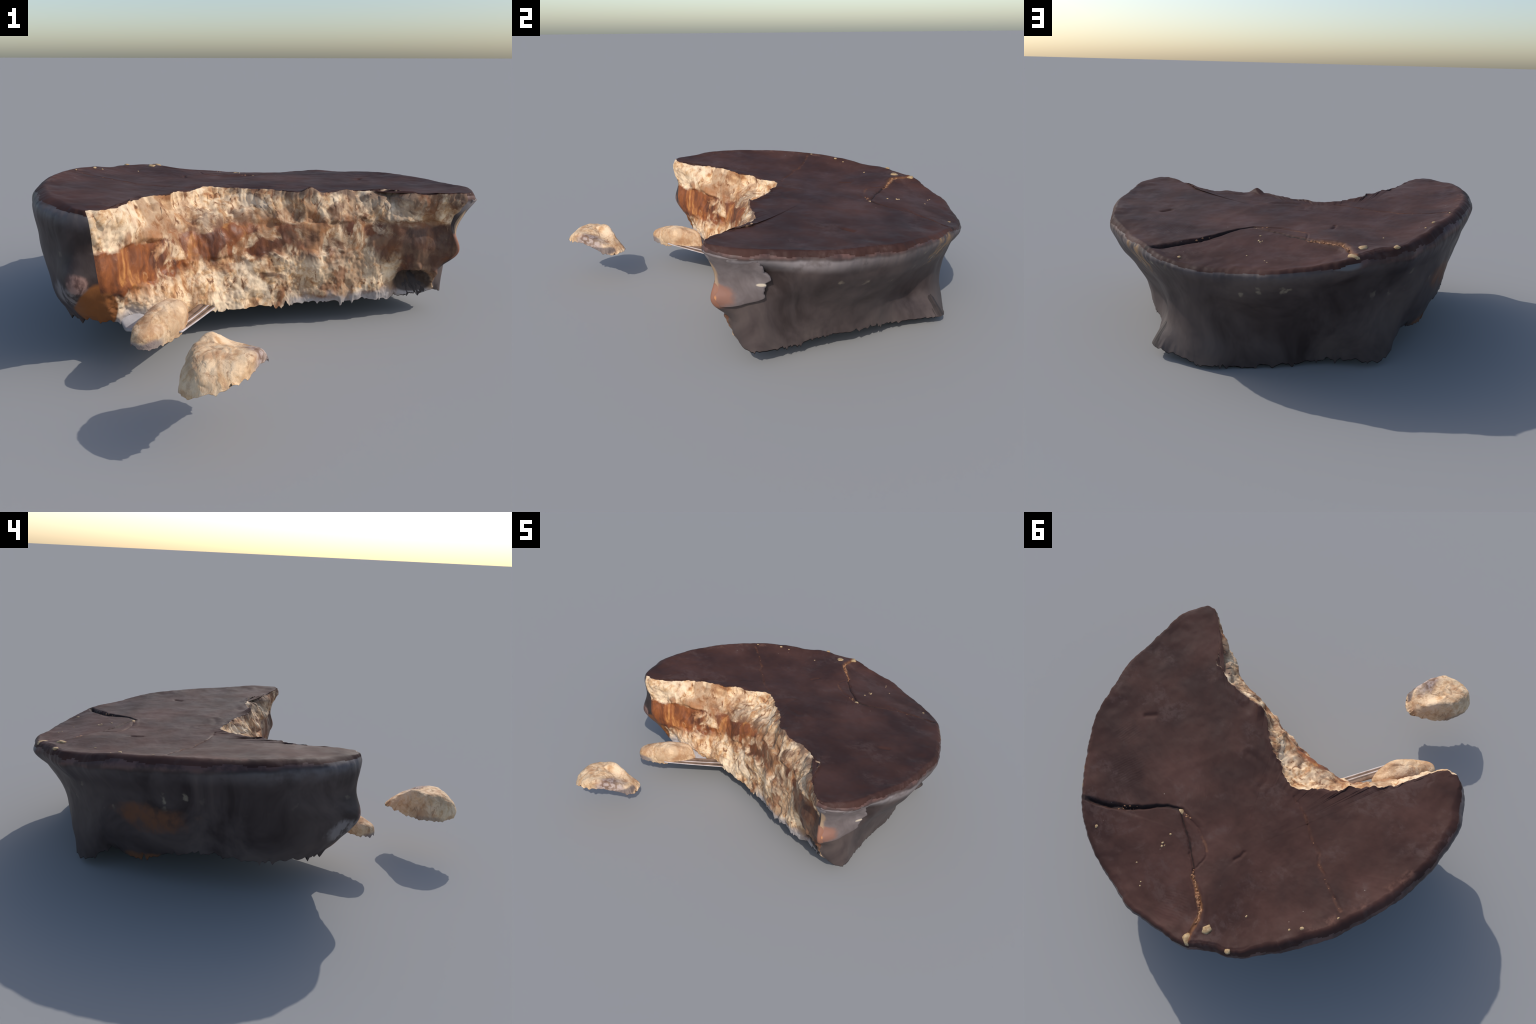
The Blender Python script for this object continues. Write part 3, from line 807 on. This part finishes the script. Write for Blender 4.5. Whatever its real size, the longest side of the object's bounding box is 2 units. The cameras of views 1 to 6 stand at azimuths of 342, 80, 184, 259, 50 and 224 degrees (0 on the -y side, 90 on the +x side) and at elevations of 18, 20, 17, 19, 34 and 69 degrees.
def crack_crumbs(line, lo, hi, count, rad, spread):
    line = np.array(line)
    L = np.concatenate([[0], np.cumsum(np.linalg.norm(np.diff(line, axis=0), axis=1))])
    vs, fs, n = [], [], 0
    for _ in range(count):
        t = rng.uniform(lo, hi) * L[-1]
        x = np.interp(t, L, line[:, 0]) + rng.gauss(0, spread)
        y = np.interp(t, L, line[:, 1]) + rng.gauss(0, spread)
        r = rad * rng.uniform(0.5, 1.2)
        v, f = lump(r, rng)
        vs.append(v + [x, y, top_height(x, y) - r * 0.25])
        fs += [tuple(a + n for a in q) for q in f]
        n += len(v)
    return np.concatenate(vs), fs


v1, f1 = crack_crumbs(CRACK_BACK, 0.45, 0.88, 60, 0.0065, 0.003)
v2, f2 = crack_crumbs(HAIRLINE, 0.05, 1.0, 12, 0.0026, 0.002)
v3, f3 = crack_crumbs(CRACK_FINE, 0.05, 0.3, 4, 0.0045, 0.003)
v4, f4 = crack_crumbs(CRACK_SIDE, 0.40, 0.6, 12, 0.0045, 0.005)
vs = np.concatenate([v1, v2, v3, v4])
fs, n = [], 0
for v, f in ((v1, f1), (v2, f2), (v3, f3), (v4, f4)):
    fs += [tuple(a + n for a in q) for q in f]
    n += len(v)
ob = new_object("crack_crumbs", vs, fs, fill_mat, cake)
ob["kind"] = "stuff"


# ---------------------------------------------------------------- the two loose crumbs
def dome(name, foot, shoulder, peak, ridge_row, mat, seed, amp, parent=None, hollow=0.03):
    """Lumpy crumb: foot ring, shoulder ring, inner ring and a peak, splined and roughened."""
    foot, shoulder, inner = (np.array(a, float) for a in (foot, shoulder, ridge_row))
    peak = np.array(peak, float)
    K, M = len(foot), 220
    at = np.linspace(0, K, M, endpoint=False)
    knots = np.arange(K)
    A, S, I = (hermite_loop(knots, a, at, K) for a in (foot, shoulder, inner))
    A[:, 2] += 0.006 * fbm(A, 34, 2, 0.7, seed=seed) + 0.016 * np.minimum(0, noise(A * 60 + seed)) + 0.010
    rows = hermite_rows([A * 2 - S, A, S, I, np.repeat(peak[None], M, 0)], [26, 26, 26])[:-1]
    G = np.stack(rows)
    under = []
    c = A.mean(0)
    for f, up in ((0.12, 0.4), (0.4, 0.8), (0.75, 1.0)):
        u = A + (c - A) * f
        u[:, 2] += hollow * up
        under.append(u)
    G = np.concatenate([np.stack(under[::-1]), G])
    nR = len(G)
    v = np.concatenate([G.reshape(-1, 3), [c + [0, 0, hollow], peak]])
    fs = []
    for r in range(nR - 1):
        for k in range(M):
            k1 = (k + 1) % M
            fs.append((r * M + k, r * M + k1, (r + 1) * M + k1, (r + 1) * M + k))
    for k in range(M):
        fs.append((nR * M, (k + 1) % M, k))
        fs.append((nR * M + 1, (nR - 1) * M + k, (nR - 1) * M + (k + 1) % M))
    mid = v.mean(0)
    out = v - mid
    out /= np.linalg.norm(out, axis=1)[:, None] + 1e-9
    v = v + out * (amp * (fbm(v, 14, 3, seed=seed) + 0.5 * billow(v, 30, 2, seed=seed)) * 0.8)[:, None]
    ob = new_object(name, v, fs, mat, parent)
    return ob


loose = loose_crumb_material()
# counter-clockwise from the +x side
c1 = dome("crumb",
          [(-0.232, -0.775, 0.185), (-0.300, -0.695, 0.188), (-0.385, -0.722, 0.190), (-0.475, -0.790, 0.182), (-0.524, -0.885, 0.186),
           (-0.508, -0.965, 0.205), (-0.425, -1.000, 0.226), (-0.335, -0.955, 0.245), (-0.262, -0.862, 0.228)],
          [(-0.262, -0.785, 0.240), (-0.312, -0.725, 0.232), (-0.390, -0.745, 0.245), (-0.475, -0.810, 0.240), (-0.518, -0.895, 0.242),
           (-0.492, -0.962, 0.254), (-0.425, -0.978, 0.266), (-0.330, -0.945, 0.290), (-0.275, -0.870, 0.274)],
          (-0.410, -0.850, 0.306),
          [(-0.335, -0.800, 0.264), (-0.355, -0.770, 0.274), (-0.400, -0.780, 0.308), (-0.450, -0.820, 0.306), (-0.480, -0.885, 0.302),
           (-0.460, -0.922, 0.298), (-0.425, -0.925, 0.298), (-0.370, -0.905, 0.302), (-0.345, -0.860, 0.288)],
          loose, 2.0, 0.006, hollow=0.055)
c1["label"] = "loose pale biscuit crumb with chocolate smear"
c1["category"] = "crumb"
c2 = dome("crumb",
          [(-0.418, -0.425, 0.155), (-0.378, -0.285, 0.148), (-0.435, -0.270, 0.160), (-0.520, -0.360, 0.165), (-0.590, -0.450, 0.160),
           (-0.612, -0.515, 0.166), (-0.560, -0.535, 0.150), (-0.480, -0.475, 0.140)],
          [(-0.406, -0.408, 0.212), (-0.384, -0.300, 0.204), (-0.440, -0.286, 0.230), (-0.522, -0.372, 0.234), (-0.592, -0.456, 0.216),
           (-0.602, -0.514, 0.208), (-0.556, -0.535, 0.200), (-0.476, -0.482, 0.204)],
          (-0.480, -0.415, 0.262),
          [(-0.424, -0.392, 0.256), (-0.422, -0.352, 0.248), (-0.460, -0.350, 0.252), (-0.510, -0.402, 0.256), (-0.550, -0.455, 0.242),
           (-0.562, -0.490, 0.232), (-0.545, -0.500, 0.230), (-0.480, -0.455, 0.248)],
          loose, 6.0, 0.004)
c2["label"] = "small oval pale biscuit crumb beside the bite"
c2["category"] = "crumb"

# ---------------------------------------------------------------- sugar strands and web that tie the crumb to the cake
strand_mats = [plain_material("pale_sugar_strand", (0.42, 0.36, 0.34), (0.62, 0.56, 0.55), 20),
               plain_material("brown_sugar_strand", (0.16, 0.095, 0.06), (0.26, 0.17, 0.12), 20),
               plain_material("dark_sugar_strand", (0.05, 0.035, 0.03), (0.12, 0.08, 0.06), 20)]
for k in range(9):
    u = k / 8
    a = np.array([-0.245, -0.170, 0.128]) * (1 - u) + np.array([-0.275, -0.135, 0.150]) * u
    b = np.array([-0.440, -0.455, 0.172]) * (1 - u) + np.array([-0.405, -0.340, 0.165]) * u
    d = b - a
    side = np.cross(d, [0, 0, 1.0])
    side /= np.linalg.norm(side)
    upv = np.cross(side, d)
    upv /= np.linalg.norm(upv)
    vs, fs, S, Q = [], [], 12, 8
    for s in range(S + 1):
        c = a + d * (s / S) + np.array([0, 0, -0.001 * math.sin(math.pi * s / S)])
        w = 0.0050 + 0.0060 * (s / S)
        for q in range(Q):
            an = 2 * math.pi * q / Q
            vs.append(c + side * math.cos(an) * w + upv * math.sin(an) * w * 0.3)
    for s in range(S):
        for q in range(Q):
            fs.append((s * Q + q, s * Q + (q + 1) % Q, (s + 1) * Q + (q + 1) % Q, (s + 1) * Q + q))
    fs += [tuple(range(Q - 1, -1, -1)), tuple(S * Q + q for q in range(Q))]
    new_object("sugar_strand", vs, fs, strand_mats[[0, 1, 2, 1, 0, 1, 2, 1, 1][k]], cake)

# milky web between crumb and cake: a thick sagging sheet
A = [(-0.63, -0.262, 0.215), (-0.55, -0.245, 0.225), (-0.47, -0.222, 0.205), (-0.40, -0.200, 0.165), (-0.34, -0.170, 0.138)]
B = [(-0.60, -0.330, 0.155), (-0.54, -0.360, 0.160), (-0.48, -0.320, 0.165), (-0.425, -0.275, 0.150), (-0.37, -0.240, 0.138)]
vs, fs, U, W = [], [], 40, 14
ta = np.linspace(0, 4, U)
A, B = (np.column_stack([np.interp(ta, range(5), np.array(p)[:, k]) for k in range(3)]) for p in (A, B))
for side in (0, 1):
    for w in range(W):
        f = w / (W - 1)
        p = A * (1 - f) + B * f
        p[:, 2] -= 0.028 * math.sin(math.pi * f) + side * 0.014
        p[:, 2] += 0.004 * fbm(p, 18, 2)
        vs.append(p)
vs = np.concatenate(vs)


def wi(s, w, u):
    return s * U * W + w * U + u


for w in range(W - 1):
    for u in range(U - 1):
        fs.append((wi(0, w, u), wi(0, w + 1, u), wi(0, w + 1, u + 1), wi(0, w, u + 1)))
        fs.append((wi(1, w, u), wi(1, w, u + 1), wi(1, w + 1, u + 1), wi(1, w + 1, u)))
for u in range(U - 1):
    fs.append((wi(0, 0, u), wi(0, 0, u + 1), wi(1, 0, u + 1), wi(1, 0, u)))
    fs.append((wi(0, W - 1, u), wi(1, W - 1, u), wi(1, W - 1, u + 1), wi(0, W - 1, u + 1)))
for w in range(W - 1):
    fs.append((wi(0, w, 0), wi(1, w, 0), wi(1, w + 1, 0), wi(0, w + 1, 0)))
    fs.append((wi(0, w, U - 1), wi(0, w + 1, U - 1), wi(1, w + 1, U - 1), wi(1, w, U - 1)))
new_object("milky_web", vs, fs, plain_material("milky_sugar_web", (0.36, 0.33, 0.33), (0.55, 0.51, 0.50), 14), cake)


# ---------------------------------------------------------------- torn flap of coating on the right of the bite
def slab(rowsA, rowsM, rowsB, thick, mat, name, ragged, U=60, W=36):
    """Thick sheet between two profile curves; the second edge is torn."""
    def curve(p, n):
        p = np.array(p, float)
        t = np.linspace(0, len(p) - 1, n)
        line = np.column_stack([np.interp(t, range(len(p)), p[:, k]) for k in range(3)])
        pad = np.concatenate([np.repeat(line[:1], 5, 0), line, np.repeat(line[-1:], 5, 0)])
        return np.stack([pad[k:k + 11].mean(0) for k in range(n)])
    a, c, b = curve(rowsA, U), curve(rowsM, U), curve(rowsB, U)
    tear = 1 + ragged * (noise(b * 26) + 0.8 * noise(b * 61))
    S = []
    for w in range(W):
        t = (w / (W - 1) * tear)[:, None]
        S.append(a * (2 * (t - 0.5) * (t - 1)) + c * (4 * t * (1 - t)) + b * (2 * t * (t - 0.5)))
    S = np.stack(S)                                                                        # (W,U,3)
    mid = np.sin(np.linspace(0, math.pi, W))[:, None]
    n = np.cross(np.gradient(S, axis=1), np.gradient(S, axis=0))
    n /= np.linalg.norm(n, axis=2)[..., None] + 1e-9
    if n[..., 0].mean() < 0:
        n = -n
    S = S + n * (0.004 * fbm(S.reshape(-1, 3), 9, 2).reshape(W, U) + 0.002 * mid)[..., None]
    verts = np.concatenate([S.reshape(-1, 3), (S - n * thick).reshape(-1, 3)])
    o = W * U
    ix = lambda w, u: w * U + u
    f = []
    for w in range(W - 1):
        for u in range(U - 1):
            q = (ix(w, u), ix(w, u + 1), ix(w + 1, u + 1), ix(w + 1, u))
            f += [q, tuple(o + k for k in q[::-1])]
    rim = [ix(0, u) for u in range(U)] + [ix(w, U - 1) for w in range(1, W)] + [ix(W - 1, u) for u in range(U - 2, -1, -1)] + [ix(w, 0) for w in range(W - 2, 0, -1)]
    for k in range(len(rim)):
        p, q = rim[k], rim[(k + 1) % len(rim)]
        f.append((q, p, o + p, o + q))
    ob = new_object(name, verts, f, mat, cake)
    import bmesh
    bm = bmesh.new()
    bm.from_mesh(ob.data)
    bmesh.ops.recalc_face_normals(bm, faces=bm.faces)
    bm.to_mesh(ob.data)
    bm.free()
    for p in ob.data.polygons:
        p.use_smooth = True
    return ob


def flap_material():
    m = Nodes("grey_chocolate_flap")
    n = m.noise(7, 5, 0.6, 0.5)
    col = m.ramp(n, [(0.38, (0.140, 0.112, 0.108)), (0.52, (0.185, 0.152, 0.147)), (0.64, (0.235, 0.198, 0.193))])
    wob = m.math("MULTIPLY", m.math("SUBTRACT", m.noise(14, 4), 0.5), 0.9)
    col = m.mix(m.math("MULTIPLY", m.blob((0.765, -0.30, 0.335), (0.060, 0.085, 0.060), wob), 0.85), col, (0.28, 0.135, 0.095))
    col = m.mix(m.math("MULTIPLY", m.blob((0.748, -0.325, 0.325), (0.028, 0.028, 0.022), wob), 0.9), col, (0.68, 0.30, 0.11))
    col = m.mix(m.math("MULTIPLY", m.blob((0.745, -0.315, 0.455), (0.028, 0.04, 0.10), wob), 0.75), col, (0.48, 0.32, 0.19))
    col = m.mix(m.blob((0.826, -0.135, 0.396), (0.022, 0.026, 0.009), wob), col, (0.62, 0.52, 0.40))
    return m.finish(col, 0.6, m.bump(m.noise(60, 4), 0.2, 0.003), 0.2)


slab([(0.778, -0.356, 0.542), (0.752, -0.320, 0.470), (0.738, -0.304, 0.415), (0.742, -0.312, 0.365), (0.758, -0.330, 0.325), (0.742, -0.305, 0.280)],
     [(0.842, -0.292, 0.530), (0.812, -0.258, 0.470), (0.792, -0.232, 0.420), (0.786, -0.232, 0.370), (0.790, -0.236, 0.328), (0.776, -0.255, 0.290)],
     [(0.874, -0.175, 0.526), (0.860, -0.138, 0.480), (0.842, -0.102, 0.428), (0.826, -0.130, 0.375), (0.812, -0.112, 0.330), (0.790, -0.215, 0.305)],
     0.012, flap_material(), "coat_flap", 0.04)
